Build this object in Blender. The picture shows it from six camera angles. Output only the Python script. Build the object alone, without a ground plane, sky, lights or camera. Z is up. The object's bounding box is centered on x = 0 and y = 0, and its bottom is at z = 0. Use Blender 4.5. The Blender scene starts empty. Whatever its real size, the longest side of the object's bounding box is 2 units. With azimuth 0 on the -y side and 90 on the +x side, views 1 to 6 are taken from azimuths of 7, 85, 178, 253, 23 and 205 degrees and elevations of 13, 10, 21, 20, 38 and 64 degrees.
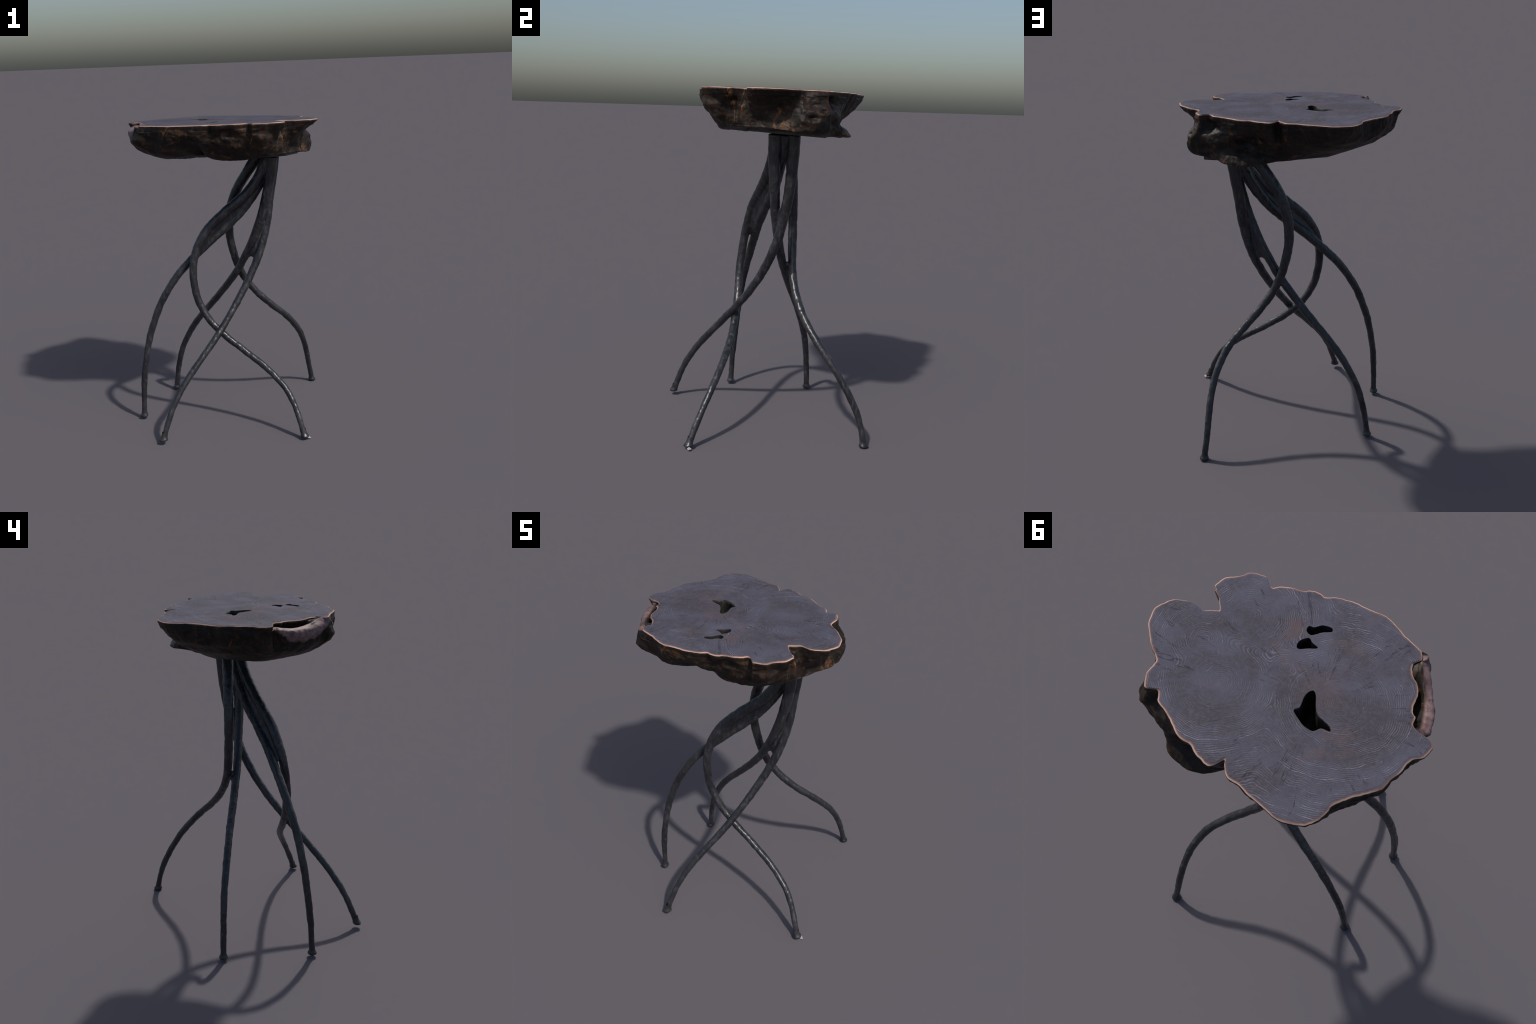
import bpy, bmesh, math
import numpy as np
from mathutils import Vector, noise as mnoise

rng = np.random.default_rng(7)

# ------------------------------------------------------------------ helpers
def link(ob):
    bpy.context.scene.collection.objects.link(ob)
    return ob

def mesh_from(name, verts, faces):
    me = bpy.data.meshes.new(name)
    me.from_pydata([tuple(v) for v in verts], [], [tuple(f) for f in faces])
    me.update()
    return me

def fbm(P, scale, octaves=4, seed=0.0):
    """fractal noise, about -1..1, for an (n,3) array"""
    out = np.empty(len(P))
    for i, p in enumerate(P):
        out[i] = mnoise.fractal(Vector((p[0]*scale+seed, p[1]*scale-seed*.7, p[2]*scale+seed*.3)), 0.9, 2.0, octaves)
    return out

def periodic_cubic(phi_deg, ctrl, period=360.0):
    """Catmull-Rom through evenly spaced periodic controls"""
    n = len(ctrl)
    ctrl = np.asarray(ctrl, float)
    x = (np.asarray(phi_deg) % period)/period*n
    i = np.floor(x).astype(int); t = x-i
    p0, p1, p2, p3 = (ctrl[(i+k) % n] for k in (-1, 0, 1, 2))
    return .5*((2*p1)+(-p0+p2)*t+(2*p0-5*p1+4*p2-p3)*t**2+(-p0+3*p1-3*p2+p3)*t**3)

def smoothstep(a, b, x):
    t = np.clip((np.asarray(x, float)-a)/(b-a), 0, 1)
    return t*t*(3-2*t)

def split_by_label(name_of, me, labels, mats, parent, props=None):
    """separate faces by label into objects whose borders coincide and that
    keep the whole body's vertex normals"""
    nv = len(me.vertices)
    co = np.empty(nv*3); me.vertices.foreach_get('co', co); co = co.reshape(-1, 3)
    no = np.array([v.vector for v in me.vertex_normals])
    polys = [tuple(p.vertices) for p in me.polygons]
    obs = {}
    for lab in sorted(set(int(k) for k in labels)):
        idx = [i for i, l in enumerate(labels) if l == lab]
        used = sorted({v for i in idx for v in polys[i]})
        remap = {v: k for k, v in enumerate(used)}
        m = mesh_from(name_of[lab], co[used], [[remap[v] for v in polys[i]] for i in idx])
        m.polygons.foreach_set('use_smooth', [True]*len(m.polygons))
        m.normals_split_custom_set_from_vertices([tuple(n) for n in no[used]])
        m.materials.append(mats[lab])
        ob = link(bpy.data.objects.new(name_of[lab], m))
        ob.parent = parent
        obs[lab] = ob
    return obs

# ------------------------------------------------------------------ materials
class Nodes:
    def __init__(self, name):
        self.mat = bpy.data.materials.new(name); self.mat.use_nodes = True
        self.t = self.mat.node_tree; self.t.nodes.clear()
        self.out = self.t.nodes.new('ShaderNodeOutputMaterial')
        self.bsdf = self.t.nodes.new('ShaderNodeBsdfPrincipled')
        self.t.links.new(self.bsdf.outputs[0], self.out.inputs[0])
        tc = self.t.nodes.new('ShaderNodeTexCoord'); self.P = tc.outputs['Object']
    def put(self, sock, v):
        if isinstance(v, bpy.types.NodeSocket): self.t.links.new(v, sock)
        elif isinstance(v, (tuple, list)) and len(v) == 3 and sock.type == 'RGBA': sock.default_value = (*v, 1)
        else: sock.default_value = v
    def math(self, op, a, b=0.0, c=0.0, clamp=False):
        n = self.t.nodes.new('ShaderNodeMath'); n.operation = op; n.use_clamp = clamp
        for s, v in zip(n.inputs, (a, b, c)): self.put(s, v)
        return n.outputs[0]
    def vmath(self, op, a, b=(0, 0, 0), scale=None):
        n = self.t.nodes.new('ShaderNodeVectorMath'); n.operation = op
        self.put(n.inputs[0], a); self.put(n.inputs[1], b)
        if scale is not None: self.put(n.inputs['Scale'], scale)
        return n.outputs['Value'] if op in ('DISTANCE', 'LENGTH', 'DOT_PRODUCT') else n.outputs[0]
    def noise(self, scale, detail=4, rough=.55, vec=None, dist=0.0, color=False):
        n = self.t.nodes.new('ShaderNodeTexNoise')
        self.put(n.inputs['Vector'], vec or self.P)
        n.inputs['Scale'].default_value = scale; n.inputs['Detail'].default_value = detail
        n.inputs['Roughness'].default_value = rough; n.inputs['Distortion'].default_value = dist
        return n.outputs['Color' if color else 'Fac']
    def voronoi(self, scale, vec=None, feature='F1'):
        n = self.t.nodes.new('ShaderNodeTexVoronoi'); n.feature = feature
        self.put(n.inputs['Vector'], vec or self.P); n.inputs['Scale'].default_value = scale
        return n.outputs['Distance']
    def mapping(self, scale=(1, 1, 1), loc=(0, 0, 0), rot=(0, 0, 0), vec=None):
        n = self.t.nodes.new('ShaderNodeMapping'); self.put(n.inputs[0], vec or self.P)
        n.inputs['Location'].default_value = loc; n.inputs['Scale'].default_value = scale
        n.inputs['Rotation'].default_value = rot
        return n.outputs[0]
    def ss(self, v, a, b):
        n = self.t.nodes.new('ShaderNodeMapRange'); n.interpolation_type = 'SMOOTHSTEP'
        self.put(n.inputs[0], v); n.inputs[1].default_value = a; n.inputs[2].default_value = b
        return n.outputs[0]
    def mix(self, f, a, b, mode='MIX'):
        n = self.t.nodes.new('ShaderNodeMix'); n.data_type = 'RGBA'; n.blend_type = mode
        self.put(n.inputs[0], f); self.put(n.inputs[6], a); self.put(n.inputs[7], b)
        return n.outputs[2]
    def xyz(self):
        n = self.t.nodes.new('ShaderNodeSeparateXYZ'); self.put(n.inputs[0], self.P); return n.outputs
    def pointiness(self):
        return self.t.nodes.new('ShaderNodeNewGeometry').outputs['Pointiness']
    def bump(self, h, strength, dist):
        n = self.t.nodes.new('ShaderNodeBump'); n.inputs['Strength'].default_value = strength
        n.inputs['Distance'].default_value = dist; self.put(n.inputs['Height'], h)
        self.put(self.bsdf.inputs['Normal'], n.outputs[0])
    def finish(self, color, rough, metallic=0.0, spec=.5):
        self.put(self.bsdf.inputs['Base Color'], color); self.put(self.bsdf.inputs['Roughness'], rough)
        self.put(self.bsdf.inputs['Metallic'], metallic); self.put(self.bsdf.inputs['Specular IOR Level'], spec)
        return self.mat

TOP_Z = 1.9935
TILT_X, TILT_Y = .001, -.009      # the sawn face leans a little
def lean(x, y): return TILT_X*x+TILT_Y*y

def sawn_top_material():
    g = Nodes('polished_growth_ring_wood')
    # growth-ring field: smooth minimum of the distances to the pith of every stem
    piths = [((-.37, .04), 0.0), ((.10, .13), .02), ((.24, -.03), .07), ((.11, -.18), .06), ((-.13, -.02), .16)]
    warp = g.vmath('SCALE', g.vmath('SUBTRACT', g.noise(4.5, 3, .55, color=True), (.5, .5, .5)), scale=.060)
    warp2 = g.vmath('SCALE', g.vmath('SUBTRACT', g.noise(19, 5, .68, color=True), (.5, .5, .5)), scale=.022)
    q = g.vmath('ADD', g.vmath('ADD', g.P, warp), warp2)
    q = g.vmath('MULTIPLY', q, (1, 1, 0))
    f = None
    for (x, y), off in piths:
        d = g.math('ADD', g.vmath('DISTANCE', q, (x, y, 0)), off)
        f = d if f is None else g.math('SMOOTH_MIN', f, d, .07)
    band = g.math('ADD', g.math('MULTIPLY', f, 120.0), g.math('MULTIPLY', g.noise(3.0, 2), 5.0))
    tri = g.math('ABSOLUTE', g.math('SUBTRACT', g.math('FRACT', band), .5))
    line = g.math('SUBTRACT', 1.0, g.ss(tri, .02, .23))
    one = g.math('FLOOR', band)                                       # every ring has its own strength
    wn = g.t.nodes.new('ShaderNodeTexWhiteNoise'); wn.noise_dimensions = '1D'; g.put(wn.inputs['W'], one)
    strength = g.math('ADD', .22, g.math('MULTIPLY', g.math('POWER', wn.outputs['Value'], 1.8), .78))
    patch = g.ss(g.noise(9, 7, .74), .40, .66)                         # rings fade in and out
    out = g.math('ADD', .40, g.math('MULTIPLY', g.ss(f, .10, .30), .75))
    rings = g.math('MULTIPLY', line, g.math('MULTIPLY', strength, g.math('MULTIPLY', patch, out)))
    # base: slate brown, tinted cloudy blue for the reflected sky
    cloud = g.noise(4.0, 6, .58, dist=.5)
    base = g.mix(g.ss(cloud, .36, .66), (.062, .057, .069), (.087, .086, .118))
    fine = g.noise(75, 5, .68)
    base = g.mix(g.math('MULTIPLY', g.ss(fine, .38, .72), .40), base, (.110, .104, .124))
    mott = g.noise(19, 6, .68, vec=g.mapping(loc=(2, 2, 1)), dist=1.0)
    base = g.mix(g.math('MULTIPLY', g.ss(mott, .54, .72), .30), base, (.130, .126, .148))
    col = g.mix(g.math('MULTIPLY', rings, .85, clamp=True), base, (.285, .276, .330))
    # dark ring shadows beside the pale ones
    dark = g.math('SUBTRACT', 1.0, g.ss(g.math('ABSOLUTE', g.math('SUBTRACT', g.math('FRACT', g.math('ADD', band, .38)), .5)), .02, .2))
    col = g.mix(g.math('MULTIPLY', g.math('MULTIPLY', dark, patch), .35), col, (.028, .024, .026))
    # drying cracks running out from the pith
    px = g.xyz()
    dx, dy = g.math('ADD', px[0], .30), g.math('SUBTRACT', px[1], .08)
    ang = g.math('ARCTAN2', dy, dx)
    cv = g.t.nodes.new('ShaderNodeCombineXYZ'); g.put(cv.inputs[0], g.math('MULTIPLY', ang, 7.0)); g.put(cv.inputs[1], g.math('MULTIPLY', f, 2.5))
    cn = g.noise(1.0, 4, .6, vec=cv.outputs[0])
    crack = g.math('SUBTRACT', 1.0, g.ss(g.math('ABSOLUTE', g.math('SUBTRACT', cn, .5)), .002, .014))
    crack = g.math('MULTIPLY', crack, g.ss(g.noise(6, 3, vec=g.mapping(loc=(1, 9, 3))), .50, .60))
    col = g.mix(g.math('MULTIPLY', crack, .6), col, (.022, .019, .022))
    # warm stains
    stain = g.ss(g.noise(5.2, 5, .6, vec=g.mapping(loc=(5.3, 2.1, .4))), .55, .72)
    col = g.mix(g.math('MULTIPLY', stain, .42), col, (.135, .082, .076))
    near_hole = g.math('SUBTRACT', 1.0, g.ss(g.vmath('DISTANCE', q, (-.29, .03, 0)), .02, .13))
    col = g.mix(g.math('MULTIPLY', near_hole, .18), col, (.15, .085, .080))
    # pale scratches
    def scratch(rot, loc, sc):
        v = g.mapping(scale=sc, rot=(0, 0, rot), loc=loc)
        return g.ss(g.noise(1.0, 3, .6, vec=v, dist=.35), .72, .79)
    scr = g.math('MAXIMUM', scratch(.5, (0, 0, 0), (95, 9, 1)), scratch(-.9, (4, 7, 0), (100, 8, 1)))
    scr = g.math('MAXIMUM', scr, scratch(1.7, (9, 3, 0), (85, 9, 1)))
    col = g.mix(g.math('MULTIPLY', scr, .5), col, (.36, .35, .40))
    # worn copper-coloured lip where the surface rolls over the edge
    plane = g.math('ADD', g.math('MULTIPLY', px[0], TILT_X), g.math('MULTIPLY', px[1], TILT_Y))
    n2 = g.noise(13, 5, .65)
    edge = g.math('SUBTRACT', g.math('ADD', plane, TOP_Z), px[2])
    edge = g.math('ADD', edge, g.math('MULTIPLY', g.math('SUBTRACT', n2, .52), .0016))
    warm = g.ss(edge, .0005, .0019)
    pale = g.ss(edge, .0014, .0036)
    rimvar = g.ss(g.noise(8, 4, .6, vec=g.mapping(loc=(7, 1, 4))), .36, .58)
    col = g.mix(g.math('MULTIPLY', warm, .7), col, (.19, .105, .085))
    col = g.mix(g.math('MULTIPLY', pale, g.math('ADD', .25, g.math('MULTIPLY', rimvar, .65))), col, (.50, .34, .275))
    h = g.math('ADD', g.math('MULTIPLY', rings, .8), g.math('MULTIPLY', fine, .6))
    g.bump(h, .22, .003)
    return g.finish(col, .7, spec=.03)

def bark_material():
    g = Nodes('burnished_dark_bark')
    n1 = g.noise(9, 6, .62, dist=.8)
    col = g.mix(g.ss(n1, .35, .7), (.0110, .0090, .0080), (.028, .0215, .0180))
    # soft rusty mottling all over
    rust = g.noise(13, 6, .65, vec=g.mapping(loc=(3.1, .2, 5.6)), dist=2.2)
    col = g.mix(g.math('MULTIPLY', g.ss(rust, .52, .70), .6), col, (.070, .029, .011))
    # burnished orange-brown rubbed through on the convex knobs
    rub = g.noise(10, 5, .6, vec=g.mapping(loc=(1.7, 4.2, .6)), dist=1.2)
    streak = g.noise(1.0, 5, .7, vec=g.mapping(scale=(30, 30, 14), rot=(.5, .3, 0)), dist=1.2)
    pt = g.ss(g.pointiness(), .505, .55)
    m = g.math('ADD', g.math('MULTIPLY', g.ss(rub, .56, .70), .65), g.math('MULTIPLY', pt, .75))
    m = g.math('MULTIPLY', m, g.ss(streak, .38, .62), clamp=True)
    col = g.mix(m, col, (.19, .083, .030))
    hot = g.math('MULTIPLY', g.ss(m, .45, .85), g.ss(g.noise(38, 3), .42, .62))
    col = g.mix(hot, col, (.42, .21, .085))
    glint_paint = g.math('MULTIPLY', g.ss(g.noise(15, 4, .6, vec=g.mapping(loc=(8, 2, 2)), dist=.8), .60, .72), g.ss(streak, .42, .6))  # pale spots painted on the bark for its sun glints
    col = g.mix(g.math('MULTIPLY', glint_paint, .18), col, (.075, .068, .070))
    # rosy inner bark on the sagging lip
    P = g.xyz()
    wob = g.math('MULTIPLY', g.math('SUBTRACT', g.noise(15, 5, .6), .5), .07)
    along = g.vmath('DOT_PRODUCT', g.vmath('SUBTRACT', g.P, (-.67, -.105, 0)), (.30, -.954, 0))
    a2 = g.math('ADD', g.math('ABSOLUTE', along), wob)
    low = g.math('ADD', g.math('ADD', 1.885, g.math('MULTIPLY', g.math('MULTIPLY', along, along), 2.6)), wob)
    lipm = g.math('MULTIPLY', g.math('SUBTRACT', 1.0, g.ss(a2, .175, .205)),
                  g.ss(g.math('SUBTRACT', P[2], low), -.006, .012))
    outside = g.ss(g.vmath('DISTANCE', g.vmath('MULTIPLY', g.P, (1, 1, 0)), (-.12, .06, 0)), .570, .585)
    lipm = g.math('MULTIPLY', lipm, outside)
    side = g.ss(P[0], -.52, -.56)
    lipm = g.math('MULTIPLY', lipm, g.ss(g.math('MULTIPLY', P[0], -1.0), .55, .58))
    st = g.noise(1.0, 5, .65, vec=g.mapping(scale=(30, 30, 100)), dist=1.4)
    rosy = g.mix(g.ss(g.noise(16, 6, .65), .34, .66), (.120, .070, .068), (.26, .175, .172))
    rosy = g.mix(g.math('MULTIPLY', g.ss(st, .54, .66), .6), rosy, (.07, .042, .042))
    col = g.mix(lipm, col, rosy)
    # thin worn line where it meets the sawn top
    plane = g.math('ADD', g.math('MULTIPLY', P[0], TILT_X), g.math('MULTIPLY', P[1], TILT_Y))
    zz = g.math('SUBTRACT', P[2], plane)
    rimn = g.math('ADD', zz, g.math('MULTIPLY', g.math('SUBTRACT', g.noise(14, 5, .65), .55), .030))
    col = g.mix(g.math('MULTIPLY', g.ss(rimn, TOP_Z-.012, TOP_Z-.003), .6), col, (.36, .23, .17))
    grain = g.noise(1.0, 6, .7, vec=g.mapping(scale=(60, 60, 18)), dist=.6)
    g.bump(g.math('ADD', g.math('MULTIPLY', grain, .6), g.noise(26, 5, .6)), .30, .005)
    return g.finish(col, g.math('ADD', .42, g.math('MULTIPLY', n1, .2)), spec=.16)

def cavity_material():
    g = Nodes('dark_cavity_wood')
    n1 = g.noise(18, 5, .6)
    col = g.mix(g.ss(n1, .35, .7), (.012, .011, .010), (.04, .037, .032))
    g.bump(n1, .5, .008)
    return g.finish(col, .6, spec=.3)

def bronze_material(name='dark_patinated_bronze'):
    g = Nodes(name)
    n1 = g.noise(7, 5, .6)
    n2 = g.noise(1.0, 5, .65, vec=g.mapping(scale=(55, 55, 16)), dist=.7)
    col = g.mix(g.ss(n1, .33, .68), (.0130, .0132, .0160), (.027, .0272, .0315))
    col = g.mix(g.math('MULTIPLY', g.ss(n2, .48, .72), .5), col, (.092, .092, .110))  # glossy highlights along the roots, coloured in as pale bluish streaks
    warm = g.ss(g.noise(5, 4, .6, vec=g.mapping(loc=(2, 7, 3))), .60, .74)
    col = g.mix(g.math('MULTIPLY', warm, .45), col, (.050, .040, .026))
    d = g.noise(48, 3, .5)
    g.bump(g.math('ADD', d, g.math('MULTIPLY', n2, .8)), .10, .005)
    return g.finish(col, g.math('ADD', .27, g.math('MULTIPLY', n2, .16)), metallic=0.0, spec=.5)

def chip_material():
    g = Nodes('pale_plaster_chip')
    col = g.mix(g.noise(90, 3), (.32, .28, .26), (.48, .44, .42))
    return g.finish(col, .7, spec=.3)

M_TOP, M_BARK, M_CAV, M_BRONZE, M_CHIP = (sawn_top_material(), bark_material(),
                                               cavity_material(), bronze_material(), chip_material())

# ------------------------------------------------------------------ root
table = link(bpy.data.objects.new('side_table', None))
table['label'] = 'tall side table, burl wood slab top on five twisting dark bronze root legs'
table['category'] = 'side table'

# ------------------------------------------------------------------ tabletop slab
CX, CY = -.12, .06
# outline of the sawn top, control points walked round the rim
RIM = [(.308,-.284),(.286,-.266),(.26,-.229),(.238,-.184),(.256,-.173),(.302,-.155),(.313,-.164),(.35,-.173),(.39,-.175),
       (.438,-.16),(.469,-.127),(.492,-.092),(.488,-.056),(.481,-.013),(.453,.031),(.421,.081),(.377,.125),(.375,.155),
       (.385,.197),(.369,.251),(.349,.262),(.308,.256),(.283,.301),(.225,.34),(.173,.388),(.136,.413),(.09,.426),
       (.05,.457),(.005,.478),(-.027,.472),(-.058,.437),(-.068,.463),(-.104,.503),(-.15,.512),(-.203,.539),(-.258,.557),
       (-.308,.578),(-.345,.588),(-.384,.583),(-.426,.573),(-.457,.55),(-.479,.52),(-.492,.486),(-.502,.46),(-.536,.424),
       (-.581,.384),(-.643,.334),(-.661,.289),(-.685,.242),(-.711,.178),(-.744,.157),(-.764,.115),(-.764,.091),(-.743,.072),
       (-.706,.060),(-.684,.050),(-.667,.035),(-.666,.003),(-.651,-.011),(-.643,-.049),(-.644,-.09),(-.627,-.142),
       (-.605,-.163),(-.585,-.202),(-.584,-.230),(-.606,-.245),(-.598,-.285),(-.581,-.3),(-.52,-.333),(-.473,-.364),
       (-.418,-.397),(-.356,-.405),(-.292,-.417),(-.239,-.419),(-.188,-.414),(-.147,-.399),(-.122,-.408),(-.083,-.41),
       (-.043,-.396),(.01,-.393),(.052,-.381),(.076,-.365),(.101,-.378),(.117,-.404),(.149,-.411),(.194,-.405),(.222,-.377),
       (.252,-.358),(.283,-.339)]
# side profiles every 15 degrees round the centre: (radius, height) from just
# under the rim down to the edge of the sawn underside
PROFILE = {
    0: [(0.540,1.950),(0.510,1.900),(0.505,1.850),(0.525,1.800),(0.535,1.775)],
    15: [(0.538,1.940),(0.562,1.890),(0.570,1.830),(0.568,1.790),(0.550,1.765)],
    30: [(0.475,1.940),(0.497,1.885),(0.503,1.830),(0.492,1.790),(0.472,1.757)],
    45: [(0.438,1.940),(0.430,1.880),(0.424,1.820),(0.460,1.785),(0.480,1.750)],
    60: [(0.410,1.940),(0.368,1.870),(0.355,1.815),(0.392,1.780),(0.432,1.747)],
    75: [(0.412,1.940),(0.372,1.870),(0.340,1.810),(0.325,1.775),(0.300,1.748)],
    90:  [(.430,1.940),(.390,1.880),(.345,1.830),(.315,1.790),(.290,1.755)],
    105: [(.495,1.940),(.445,1.880),(.385,1.830),(.325,1.790),(.270,1.755)],
    120: [(.578,1.940),(.530,1.885),(.450,1.830),(.350,1.790),(.280,1.755)],
    135: [(.550,1.940),(.535,1.890),(.485,1.840),(.390,1.790),(.310,1.755)],
    150: [(0.578,1.940),(0.552,1.885),(0.488,1.830),(0.388,1.785),(0.310,1.755)],
    165: [(0.590,1.940),(0.572,1.885),(0.512,1.825),(0.420,1.785),(0.340,1.755)],
    180: [(0.575,1.940),(0.592,1.880),(0.568,1.840),(0.490,1.790),(0.400,1.760)],
    195: [(0.600,1.930),(0.608,1.875),(0.572,1.830),(0.482,1.790),(0.400,1.765)],
    210: [(0.590,1.940),(0.592,1.880),(0.545,1.830),(0.485,1.795),(0.420,1.772)],
    225: [(0.566,1.950),(0.564,1.890),(0.530,1.840),(0.475,1.805),(0.420,1.785)],
    240: [(0.535,1.950),(0.522,1.890),(0.470,1.848),(0.395,1.815),(0.345,1.798)],
    255: [(0.493,1.950),(0.470,1.900),(0.405,1.850),(0.335,1.808),(0.295,1.784)],
    270: [(0.462,1.950),(0.440,1.890),(0.400,1.835),(0.365,1.793),(0.345,1.772)],
    285: [(0.460,1.950),(0.440,1.895),(0.415,1.835),(0.390,1.790),(0.372,1.768)],
    300: [(0.535,1.950),(0.515,1.895),(0.475,1.835),(0.420,1.790),(0.398,1.770)],
    315: [(.545,1.940),(.505,1.870),(.470,1.820),(.455,1.800),(.445,1.785)],
    330: [(.460,1.940),(.460,1.880),(.460,1.840),(.460,1.800),(.460,1.788)],
    345: [(0.580,1.945),(0.520,1.900),(0.490,1.850),(0.485,1.805),(0.485,1.785)],
}
# separate knobs (+) and hollows (-): angle, height, amplitude, angular and vertical size
KNOBS = [(251, 1.855, -.055, 4.5, .045), (27, 1.935, -.045, 4, .030), (48, 1.835, -.030, 7, .030), (20, 1.875, .010, 3.5, .022), (12, 1.845, -.022, 2.5, .014), (18.5, 1.88, -.016, 2, .012),
         (8, 1.885, .010, 3, .015), (278, 1.945, -.020, 4, .018), (295, 1.925, .016, 4, .014), (300, 1.865, -.018, 5, .025), (308, 1.835, .018, 4, .025),
         (327, 1.89, .020, 2.2, .070), (321, 1.93, -.018, 2, .014), (222, 1.845, -.020, 4, .02), (216, 1.91, .014, 4, .018), (266, 1.83, -.018, 4, .02),
         (350, 1.875, -.012, 5, .03), (100, 1.86, .010, 4, .025), (128, 1.85, -.010, 5, .02), (143, 1.87, .009, 5, .02), (158, 1.85, -.009, 4, .02),
         (249, 1.810, -.060, 3.5, .030), (230, 1.80, .020, 5, .025), (6, 1.835, .022, 4, .035),
         (22, 1.86, .006, 7, .035), (33, 1.92, -.018, 4, .022), (14, 1.91, -.020, 5, .02), (38, 1.84, .016, 5, .03), (27, 1.82, -.016, 4, .018),
         (52, 1.86, -.020, 6, .03), (66, 1.78, .012, 8, .02), (88, 1.90, .008, 6, .04), (112, 1.87, -.008, 8, .03),
         (214, 1.87, .015, 6, .03), (228, 1.90, -.014, 6, .03), (236, 1.86, .018, 6, .025), (249, 1.93, .010, 5, .02),
         (262, 1.88, .015, 6, .03), (272, 1.92, -.016, 6, .025), (283, 1.93, -.018, 5, .02), (291, 1.95, .014, 4, .012), (288, 1.85, .012, 7, .03),
         (305, 1.90, .016, 6, .03), (312, 1.93, -.014, 4, .02), (319, 1.885, -.040, 5, .045), (325, 1.88, .010, 3, .06),
         (341, 1.83, -.01, 6, .03), (198, 1.85, -.010, 6, .02), (186, 1.86, .012, 6, .02), (170, 1.86, -.006, 8, .03)]

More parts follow.
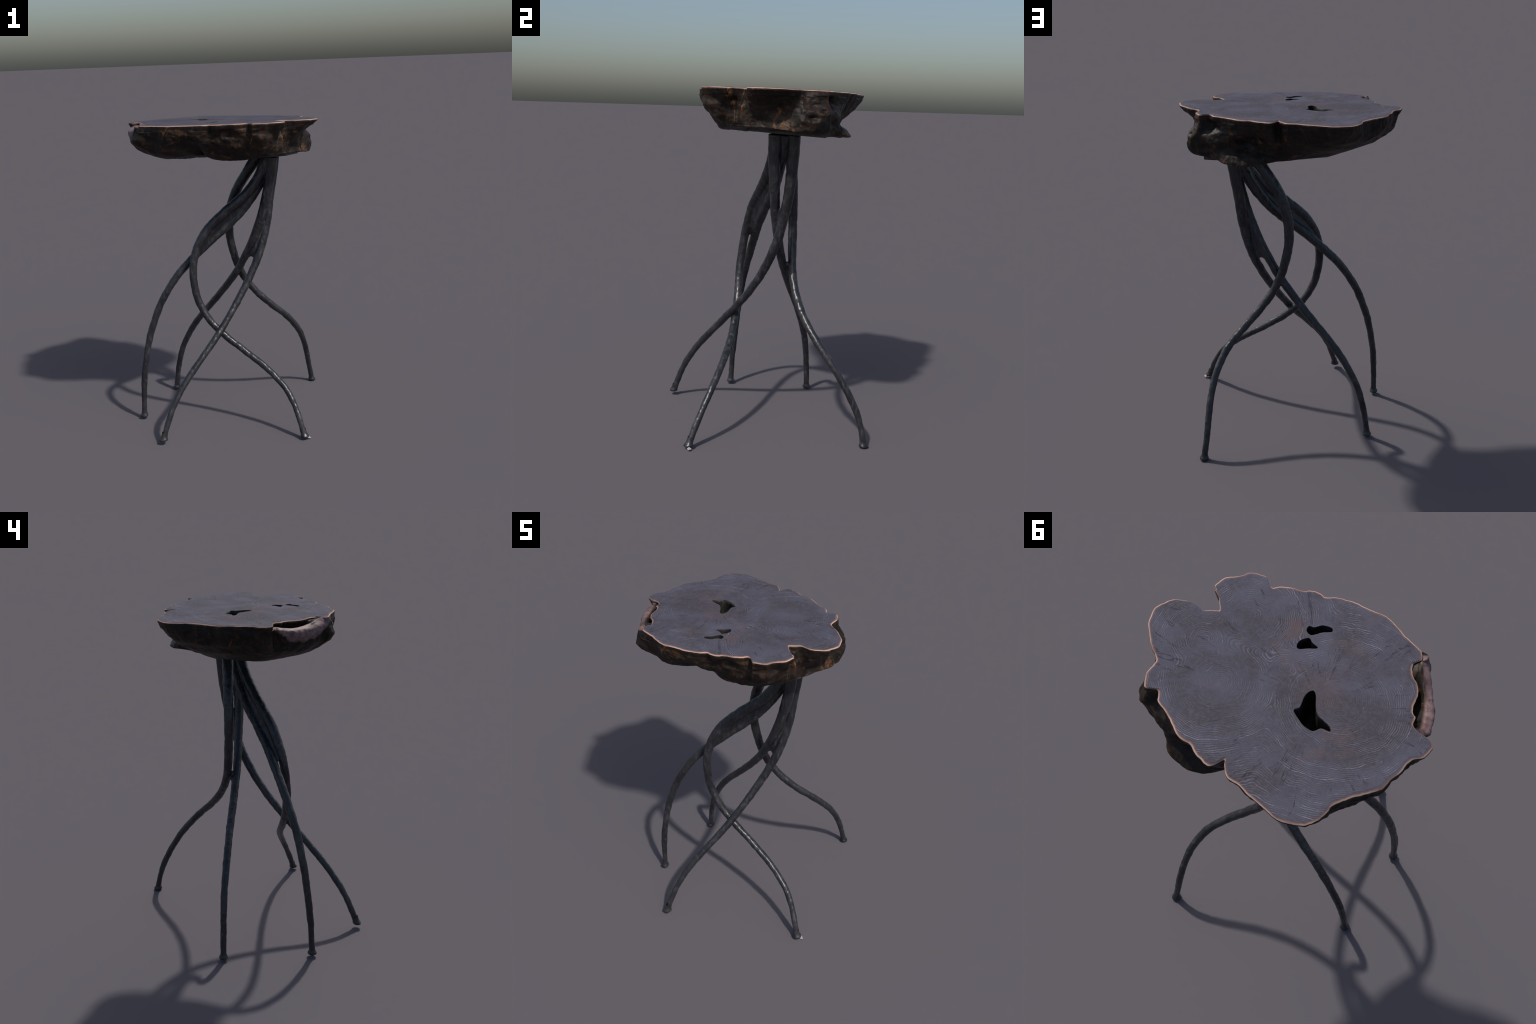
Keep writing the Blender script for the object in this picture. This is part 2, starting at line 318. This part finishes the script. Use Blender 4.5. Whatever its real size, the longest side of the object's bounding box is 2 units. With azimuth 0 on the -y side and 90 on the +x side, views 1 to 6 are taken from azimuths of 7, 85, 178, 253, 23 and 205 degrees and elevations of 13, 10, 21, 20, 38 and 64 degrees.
def build_slab():
    NT = 900
    phi = np.linspace(0, 360, NT, endpoint=False)
    # rim radius by angle: cumulative spline through the control points
    R = np.array(RIM)-(CX, CY)
    a = np.degrees(np.unwrap(np.arctan2(R[:, 1], R[:, 0]))); rr = np.hypot(R[:, 0], R[:, 1])
    dens_a, dens_r = [], []
    n = len(R)
    for i in range(n):
        p0, p1, p2, p3 = (R[(i+k) % n] for k in (-1, 0, 1, 2))
        for t in np.linspace(0, 1, 12, endpoint=False):
            q = .5*((2*p1)+(-p0+p2)*t+(2*p0-5*p1+4*p2-p3)*t*t+(-p0+3*p1-3*p2+p3)*t**3)
            dens_a.append(math.degrees(math.atan2(q[1], q[0])) % 360); dens_r.append(math.hypot(*q))
    o = np.argsort(dens_a); r0 = np.interp(phi, np.array(dens_a)[o], np.array(dens_r)[o], period=360)
    cs, sn = np.cos(np.radians(phi)), np.sin(np.radians(phi))
    jit = fbm(np.c_[cs, sn, 0*cs]*r0[:, None], 24, 3, 3.0)*.0035
    r0 = r0+jit
    k15 = np.arange(0, 360, 15)
    r0s = periodic_cubic(phi, [np.interp(k, phi, r0, period=360) for k in k15])
    detail = r0-r0s
    keep = (.95, .45, .15, .05, .0)
    lev = []
    for j in range(5):
        rj = periodic_cubic(phi, [PROFILE[k][j][0] for k in k15])+keep[j]*detail
        zj = periodic_cubic(phi, [PROFILE[k][j][1] for k in k15])
        lev.append((rj, zj))
    # bark pocket: between the scalloped rim and a sagging lip
    lip = smoothstep(176.5, 183, phi)*(1-smoothstep(213, 219, phi))
    pocket = smoothstep(179, 187, phi)*(1-smoothstep(199, 209, phi))
    sag = np.sin(np.clip((phi-177)/(211-177), 0, 1)**.9*np.pi)
    L1r, L1z = lev[0]
    Gr = (r0*.6+L1r*.4)*(1-pocket)+(r0-.018)*pocket; Gz = (TOP_Z-.028*(1-lip)-.008*lip)*(1-pocket)+(TOP_Z-.060)*pocket
    Hr = (r0*.5+L1r*.5)*(1-pocket)+(r0+.004)*pocket; Hz = (TOP_Z-.034*(1-lip)-.009*lip)*(1-pocket)+(TOP_Z-.058)*pocket
    rl = np.interp(phi, [176, 184, 190, 203, 212, 218], [.598, .613, .607, .602, .607, .595])
    Kr = (r0*.35+L1r*.65)*(1-lip)+np.maximum(r0+.022, rl-.026)*lip; Kz = (TOP_Z-.040)*(1-lip)+(TOP_Z-.004-.028*sag)*lip
    rows = [(r0-.016, TOP_Z+0*r0), (r0-.007, TOP_Z-.0020+0*r0), (r0-.0005, TOP_Z-.0060+0*r0), (r0+.0005, TOP_Z-.013+0*r0),
            (Gr, Gz), (Hr, Hz), (Kr, Kz), (L1r*(1-lip)+(rl+.009)*lip, L1z+.012*lip)]+lev[1:]
    rb, zb = lev[4]
    rows += [(rb*.90, zb-.006), (rb*.55, zb-.010), (rb*.02, zb*0+1.758)]
    RR = np.array([r for r, z in rows]); ZZ = np.array([z for r, z in rows])
    # monotone-ish interpolation along the profile (centripetal-like: linear blend with cubic)
    seg = [3, 4, 4, 12, 8, 10, 12, 26, 22, 20, 14, 6, 16, 14]
    Ro, Zo, level = [], [], []
    for i, m in enumerate(seg):
        p0, p1, p2, p3 = (max(i-1, 0), i, i+1, min(i+2, len(rows)-1))
        tens = .0 if i < 3 else .42
        for t in np.linspace(0, 1, m, endpoint=False):
            h1, h2, h3, h4 = 2*t**3-3*t**2+1, -2*t**3+3*t**2, t**3-2*t**2+t, t**3-t**2
            for A, out in ((RR, Ro), (ZZ, Zo)):
                out.append(h1*A[p1]+h2*A[p2]+tens*(h3*(A[p2]-A[p0])+h4*(A[p3]-A[p1])))
            level.append(i+t)
    Ro.append(RR[-1]); Zo.append(ZZ[-1]); level.append(len(rows)-1.0)
    Ro, Zo, level = np.array(Ro), np.array(Zo), np.array(level)
    # knobs, hollows and broad lumpiness on the bark
    wside = (smoothstep(3.2, 6.0, level)*(1-smoothstep(11.5, 13, level)))[:, None]
    for ang, kz, amp, sa, sz in KNOBS:
        d = (phi-ang+180) % 360-180
        Ro = Ro+wside*amp*np.exp(-(d[None]/sa)**2-((Zo-kz)/sz)**2)
    NS = len(level)
    P = np.stack([CX+Ro*cs, CY+Ro*sn, Zo], -1)
    flat = P.reshape(-1, 3)
    nz = fbm(flat*np.array([1, 1, 1.3]), 6.5, 2, 4.4).reshape(NS, NT)*.006 + fbm(flat*np.array([1, 1, 1.3]), 12, 3, 1.3).reshape(NS, NT)*.008 + fbm(flat, 34, 3, 8.1).reshape(NS, NT)*.0022
    ridge = (1-np.abs(fbm(flat*np.array([1, 1, .45]), 15, 2, 5.5).reshape(NS, NT)))*.006
    Rn = Ro+wside*(nz+ridge-.004)
    P[..., 0] = CX+Rn*cs; P[..., 1] = CY+Rn*sn
    under = (smoothstep(10.5, 12, level))[:, None]
    P[..., 2] += under*nz*.8
    # sawn top: concentric rings shrinking to the centre
    NR = 150
    fr = np.linspace(1, 0, NR+1)[1:-1]**.9
    rt = (r0-.016)[None]*fr[:, None]
    T = np.stack([CX+rt*cs, CY+rt*sn, np.full_like(rt, TOP_Z)], -1)
    verts = np.concatenate([T[::-1].reshape(-1, 3), P.reshape(-1, 3), [[CX, CY, TOP_Z]]])
    top_w = smoothstep(1.90, 1.98, verts[:, 2])
    verts[:, 2] += top_w*lean(verts[:, 0], verts[:, 1])
    nrow = len(fr)+NS
    faces, lab = [], []
    rowlev = np.concatenate([-np.ones(len(fr)), level])
    for i in range(nrow-1):
        b0, b1 = i*NT, (i+1)*NT
        lv = rowlev[i]
        for j in range(NT):
            k = (j+1) % NT
            faces.append((b0+j, b1+j, b1+k, b0+k))
            if lv < 2.0: lab.append(0)
            elif lip[j] > .35 and 5.0 <= lv < 7.6: lab.append(2)
            else: lab.append(1)
    cidx = len(verts)-1
    for j in range(NT):
        faces.append((cidx, j, (j+1) % NT)); lab.append(0)
    return verts, faces, np.array(lab), phi, r0

# openings in the top: outline control points and depth
HOLES = [([(-.222,.146),(-.238,.124),(-.238,.078),(-.245,.051),(-.261,.037),(-.278,.054),(-.294,.097),(-.315,.13),(-.346,.146),
           (-.376,.162),(-.384,.181),(-.348,.181),(-.322,.203),(-.284,.195),(-.26,.18)], .17),
         ([(-.134,-.213),(-.135,-.238),(-.157,-.24),(-.186,-.261),(-.223,-.262),(-.231,-.245),(-.198,-.229),(-.178,-.213),(-.157,-.2)], .07),
         ([(-.123,-.133),(-.128,-.162),(-.156,-.184),(-.177,-.168),(-.206,-.152),(-.168,-.135),(-.137,-.121)], .07)]

def closed_spline(pts, sub=8):
    p = np.array(pts); n = len(p); out = []
    for i in range(n):
        p0, p1, p2, p3 = (p[(i+k) % n] for k in (-1, 0, 1, 2))
        for t in np.linspace(0, 1, sub, endpoint=False):
            out.append(.5*((2*p1)+(-p0+p2)*t+(2*p0-5*p1+4*p2-p3)*t*t+(-p0+3*p1-3*p2+p3)*t**3))
    return np.array(out)

def carve_holes(me, labels):
    """cut the openings with boolean pits, then relabel the pit walls"""
    ob = link(bpy.data.objects.new('slab_work', me))
    cut = bmesh.new()
    for pts, depth in HOLES:
        c = closed_spline(pts); cen = c.mean(0)
        rings = [(TOP_Z+.02, 1.0), (TOP_Z-.001, 1.0), (TOP_Z-.02, 1.01), (TOP_Z-.05, .99), (TOP_Z-depth*.6-.02, 1.0), (TOP_Z-depth, .85)]
        prev = None
        for z, s in rings:
            cur = [cut.verts.new((cen[0]+(x-cen[0])*s, cen[1]+(y-cen[1])*s, z)) for x, y in c]
            if prev is None: cut.faces.new(cur)
            else:
                for i in range(len(cur)):
                    k = (i+1) % len(cur)
                    cut.faces.new((prev[i], cur[i], cur[k], prev[k]))
            prev = cur
        cut.faces.new(prev[::-1])
    bmesh.ops.recalc_face_normals(cut, faces=cut.faces)
    cm = bpy.data.meshes.new('cutter_work'); cut.to_mesh(cm); cut.free()
    cm.materials.append(M_CAV)
    co = link(bpy.data.objects.new('cutter_work', cm))
    for m in (M_TOP, M_BARK, M_BARK, M_CAV): me.materials.append(m)
    me.polygons.foreach_set('material_index', labels.astype(np.int32))
    cm.materials.clear()
    for m in (M_TOP, M_BARK, M_BARK, M_CAV): cm.materials.append(m)
    cm.polygons.foreach_set('material_index', np.full(len(cm.polygons), 3, np.int32))
    mod = ob.modifiers.new('cut', 'BOOLEAN'); mod.operation = 'DIFFERENCE'; mod.object = co; mod.solver = 'EXACT'
    dg = bpy.context.evaluated_depsgraph_get()
    res = bpy.data.meshes.new_from_object(ob.evaluated_get(dg))
    out = np.empty(len(res.polygons), np.int32); res.polygons.foreach_get('material_index', out)
    bpy.data.objects.remove(ob); bpy.data.objects.remove(co)
    return res, out

verts, faces, lab, PHI, R0 = build_slab()
slab_me = mesh_from('slab', verts, faces)
slab_me, lab = carve_holes(slab_me, lab)
# the bark body is the tabletop part itself; its sawn face, lip and cavities sit under it
parts = split_by_label({0: 'sawn_top', 1: 'tabletop', 2: 'bark_lip', 3: 'hollow'}, slab_me, lab,
                       {0: M_TOP, 1: M_BARK, 2: M_BARK, 3: M_CAV}, table)
for k in (0, 2, 3): parts[k].parent = parts[1]

# mounting plate under the slab, following the tilted underside
def mounting_plate():
    bm = bmesh.new()
    corners = [(-.092, -.171), (.19, -.135), (.285, -.02), (.344, .259), (.12, .30), (-.09, .20)]
    low = [bm.verts.new((x, y, 1.757-.058*y-.002)) for x, y in corners]
    high = [bm.verts.new((x, y, 1.757-.058*y+.026)) for x, y in corners]
    n = len(corners)
    bm.faces.new(low[::-1]); bm.faces.new(high)
    for i in range(n): bm.faces.new((low[i], low[(i+1) % n], high[(i+1) % n], high[i]))
    bmesh.ops.bevel(bm, geom=bm.edges[:], offset=.003, segments=2, affect='EDGES')
    me = bpy.data.meshes.new('mounting_plate'); bm.to_mesh(me); bm.free()
    me.materials.append(M_BRONZE)
    ob = link(bpy.data.objects.new('mounting_plate', me)); ob.parent = table
mounting_plate()

# ------------------------------------------------------------------ legs
# centre lines: (x, y) at every 0.1 m of height, foot first
HEIGHTS = [.02]+[round(.1*i, 1) for i in range(1, 18)]+[1.75]
SPINES = [
    # broad outer root
    [(-.725,-.177),(-.723,-.173),(-.718,-.169),(-.711,-.161),(-.697,-.154),(-.677,-.146),(-.652,-.136),(-.618,-.126),(-.575,-.112),(-.518,-.095),
     (-.445,-.078),(-.350,-.062),(-.241,-.046),(-.125,-.022),(-.021,.008),(.055,.028),(.115,.040),(.160,.046),(.176,.048)],
    [(-.606,.338),(-.596,.334),(-.578,.327),(-.552,.316),(-.51,.298),(-.452,.272),(-.381,.238),(-.296,.199),(-.211,.156),(-.133,.117),
     (-.062,.083),(-.007,.058),(.043,.039),(.085,.023),(.120,.013),(.149,.005),(.170,-.001),(.185,-.002),(.190,-.003)],
    [(-.503,-.562),(-.486,-.539),(-.453,-.504),(-.408,-.456),(-.345,-.396),(-.269,-.326),(-.194,-.251),(-.126,-.177),(-.065,-.11),(-.01,-.054),
     (.040,-.009),(.081,.025),(.112,.052),(.132,.071),(.146,.087),(.159,.098),(.175,.102),(.187,.103),(.192,.103)],
    [(.385,-.452),(.361,-.424),(.321,-.38),(.258,-.33),(.147,-.274),(.001,-.221),(-.137,-.188),(-.238,-.169),(-.297,-.16),(-.328,-.152),
     (-.339,-.141),(-.332,-.127),(-.300,-.109),(-.237,-.087),(-.128,-.055),(-.002,-.025),(.086,-.003),(.138,.010),(.155,.016)],
    [(.384,.538),(.372,.524),(.36,.495),(.348,.447),(.329,.391),(.294,.324),(.231,.256),(.133,.2),(.038,.166),(-.035,.151),
     (-.083,.148),(-.112,.149),(-.129,.15),(-.131,.148),(-.113,.142),(-.076,.131),(-.016,.115),(.054,.100),(.090,.092)],
]
RADII = [(0, .0170), (.08, .0172), (.25, .0190), (.5, .0212), (.9, .0238), (1.2, .0268), (1.45, .0305), (1.65, .0345), (1.76, .038)]

def spine_samples(xy, step=.008):
    p = np.c_[np.array(xy), HEIGHTS]
    ext = np.vstack([2*p[0]-p[1], p, 2*p[-1]-p[-2]])
    out = []
    for i in range(len(p)-1):
        p0, p1, p2, p3 = ext[i:i+4]
        m = max(2, int(np.linalg.norm(p2-p1)/step))
        t0, t1, t2, t3 = np.cumsum([0]+[max(np.linalg.norm(b-a), 1e-6)**.5 for a, b in ((p0, p1), (p1, p2), (p2, p3))])
        for t in np.linspace(t1, t2, m, endpoint=False):
            A1 = (t1-t)/(t1-t0)*p0+(t-t0)/(t1-t0)*p1; A2 = (t2-t)/(t2-t1)*p1+(t-t1)/(t2-t1)*p2; A3 = (t3-t)/(t3-t2)*p2+(t-t2)/(t3-t2)*p3
            B1 = (t2-t)/(t2-t0)*A1+(t-t0)/(t2-t0)*A2; B2 = (t3-t)/(t3-t1)*A2+(t-t1)/(t3-t1)*A3
            out.append((t2-t)/(t2-t1)*B1+(t-t1)/(t2-t1)*B2)
    out.append(p[-1])
    return np.array(out)

def tube(path, radii, sides=28):
    tg = np.gradient(path, axis=0); tg /= np.linalg.norm(tg, axis=1)[:, None]
    ref = np.cross(tg[0], [0.3, 1, .2]); ref /= np.linalg.norm(ref)
    V, F = [], []
    for i in range(len(path)):
        ref = ref-tg[i]*(ref@tg[i]); ref /= np.linalg.norm(ref)
        bi = np.cross(tg[i], ref)
        for k in range(sides):
            a = 2*math.pi*k/sides
            V.append(path[i]+radii[i]*(math.cos(a)*ref+math.sin(a)*bi))
    for i in range(len(path)-1):
        for k in range(sides):
            l = (k+1) % sides
            F.append((i*sides+k, i*sides+l, (i+1)*sides+l, (i+1)*sides+k))
    F.append(tuple(range(sides))[::-1]); F.append(tuple((len(path)-1)*sides+k for k in range(sides)))
    return V, F

def merged(parts_vf):
    V, F = [], []
    for v, f in parts_vf:
        o = len(V); V += list(v); F += [tuple(i+o for i in q) for q in f]
    return V, F

PATHS = [spine_samples(s) for s in SPINES]
PATHS[2] = PATHS[2][PATHS[2][:, 2] > .034]
def radius_at(z): return np.interp(z, *zip(*RADII))

def web(ia, ib, z0, z1, thick, n=40):
    """cast membrane filling the crotch between two roots"""
    out = []
    m = 9
    for k in range(1, m):
        t = k/m
        za = np.linspace(z0+.05*(1-(2*t-1)**2), z1, n)      # the free edge hangs as an arch
        A = np.stack([np.interp(za, PATHS[ia][:, 2], PATHS[ia][:, c]) for c in range(3)], -1)
        B = np.stack([np.interp(za, PATHS[ib][:, 2], PATHS[ib][:, c]) for c in range(3)], -1)
        c = A*(1-t)+B*t
        end = np.minimum(za-za[0], z1-za)/.04
        out.append(tube(c, np.full(n, thick)*np.clip(.35+end, .35, 1), 12))
    return out

def fillet(pa, pb, r):
    return tube(np.linspace(pa, pb, 8), np.full(8, r), 12)

def at(i, z): return np.array([np.interp(z, PATHS[i][:, 2], PATHS[i][:, k]) for k in range(3)])

def build_legs():
    pieces = [tube(p, radius_at(p[:, 2])) for p in PATHS]
    pieces += web(0, 3, 1.06, 1.62, .012)       # wide web of the crossing pair
    pieces += web(1, 2, 1.03, 1.33, .011)       # web between the two straighter roots
    pieces += web(0, 1, 1.54, 1.75, .018)
    pieces += web(0, 2, 1.54, 1.75, .018)
    pieces += [fillet(at(1, .97), at(4, .97), .017), fillet(at(1, .93), at(4, .95), .013)]
    V, F = merged(pieces)
    me = mesh_from('legs_work', V, F)
    ob = link(bpy.data.objects.new('legs_work', me))
    rm = ob.modifiers.new('r', 'REMESH'); rm.mode = 'VOXEL'; rm.voxel_size = .0042
    sm = ob.modifiers.new('s', 'SMOOTH'); sm.factor = .5; sm.iterations = 4
    dg = bpy.context.evaluated_depsgraph_get()
    res = bpy.data.meshes.new_from_object(ob.evaluated_get(dg))
    bpy.data.objects.remove(ob)
    nv = len(res.vertices)
    co = np.empty(nv*3); res.vertices.foreach_get('co', co); co = co.reshape(-1, 3)
    no = np.array([v.vector for v in res.vertex_normals])
    # hand-modelled wax surface: lumps, and dents along the root
    d = .0024*fbm(co*np.array([1, 1, .6]), 26, 2, 2.2)+.0010*fbm(co, 55, 2, 6.1)+.0006
    co = co+no*d[:, None]
    res.vertices.foreach_set('co', co.ravel()); res.update()
    # nearest root for every face
    cen = np.empty(len(res.polygons)*3); res.polygons.foreach_get('center', cen); cen = cen.reshape(-1, 3)
    best = np.full(len(cen), 9.); lab = np.zeros(len(cen), int)
    for i, p in enumerate(PATHS):
        q = p[::2]
        for s in range(0, len(cen), 20000):
            dd = np.sqrt(((cen[s:s+20000, None]-q[None])**2).sum(-1)).min(1)-.0
            m = dd < best[s:s+20000]; best[s:s+20000][m] = dd[m]; lab[s:s+20000][m] = i
    return res, lab

legs_me, leg_lab = build_legs()
LEG_NAMES = {i: 'leg' for i in range(5)}
legs = split_by_label(LEG_NAMES, legs_me, leg_lab, {i: M_BRONZE for i in range(5)}, table)

# flared feet
FOOT = [(.0, .001), (.018, .001), (.0245, .004), (.0265, .010), (.0245, .017), (.0195, .026), (.0178, .040), (.0168, .055)]
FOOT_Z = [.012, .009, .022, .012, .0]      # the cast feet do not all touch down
def foot(i):
    fz = FOOT_Z[i]
    base = PATHS[i][0]; up = PATHS[i][8]-PATHS[i][0]; up /= np.linalg.norm(up)
    NA = 40; V, F = [], []
    for j, (r, h) in enumerate(FOOT):
        for k in range(NA):
            a = 2*math.pi*k/NA
            w = 1+.10*mnoise.noise(Vector((math.cos(a)*1.3+i*5, math.sin(a)*1.3, h*40)))
            x = base[0]+up[0]/up[2]*(h-base[2])*.8+r*w*math.cos(a); y = base[1]+up[1]/up[2]*(h-base[2])*.8+r*w*math.sin(a)
            V.append((x, y, h+fz))
    for j in range(len(FOOT)-1):
        for k in range(NA):
            l = (k+1) % NA
            F.append((j*NA+k, j*NA+l, (j+1)*NA+l, (j+1)*NA+k))
    me = mesh_from('foot', V, F)
    bm = bmesh.new(); bm.from_mesh(me); bmesh.ops.remove_doubles(bm, verts=bm.verts, dist=1e-5)
    bmesh.ops.subdivide_edges(bm, edges=bm.edges[:], cuts=1, use_grid_fill=True, smooth=.5)
    bmesh.ops.recalc_face_normals(bm, faces=bm.faces); bm.to_mesh(me); bm.free()
    me.polygons.foreach_set('use_smooth', [True]*len(me.polygons))
    me.materials.append(M_BRONZE)
    ob = link(bpy.data.objects.new('foot', me)); ob.parent = legs[i]
for i in range(5): foot(i)

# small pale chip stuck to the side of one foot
def chip():
    bm = bmesh.new()
    bx, by = PATHS[3][0][:2]
    pts = [(.020, -.012, 0), (.046, -.004, 0), (.030, .016, 0), (.024, -.002, .015), (.012, .0, .001)]
    for p in pts: bm.verts.new((bx+p[0], by+p[1], p[2]+.008))
    bmesh.ops.convex_hull(bm, input=bm.verts)
    me = bpy.data.meshes.new('plaster_chip'); bm.to_mesh(me); bm.free(); me.materials.append(M_CHIP)
    ob = link(bpy.data.objects.new('plaster_chip', me)); ob.parent = legs[3]
chip()
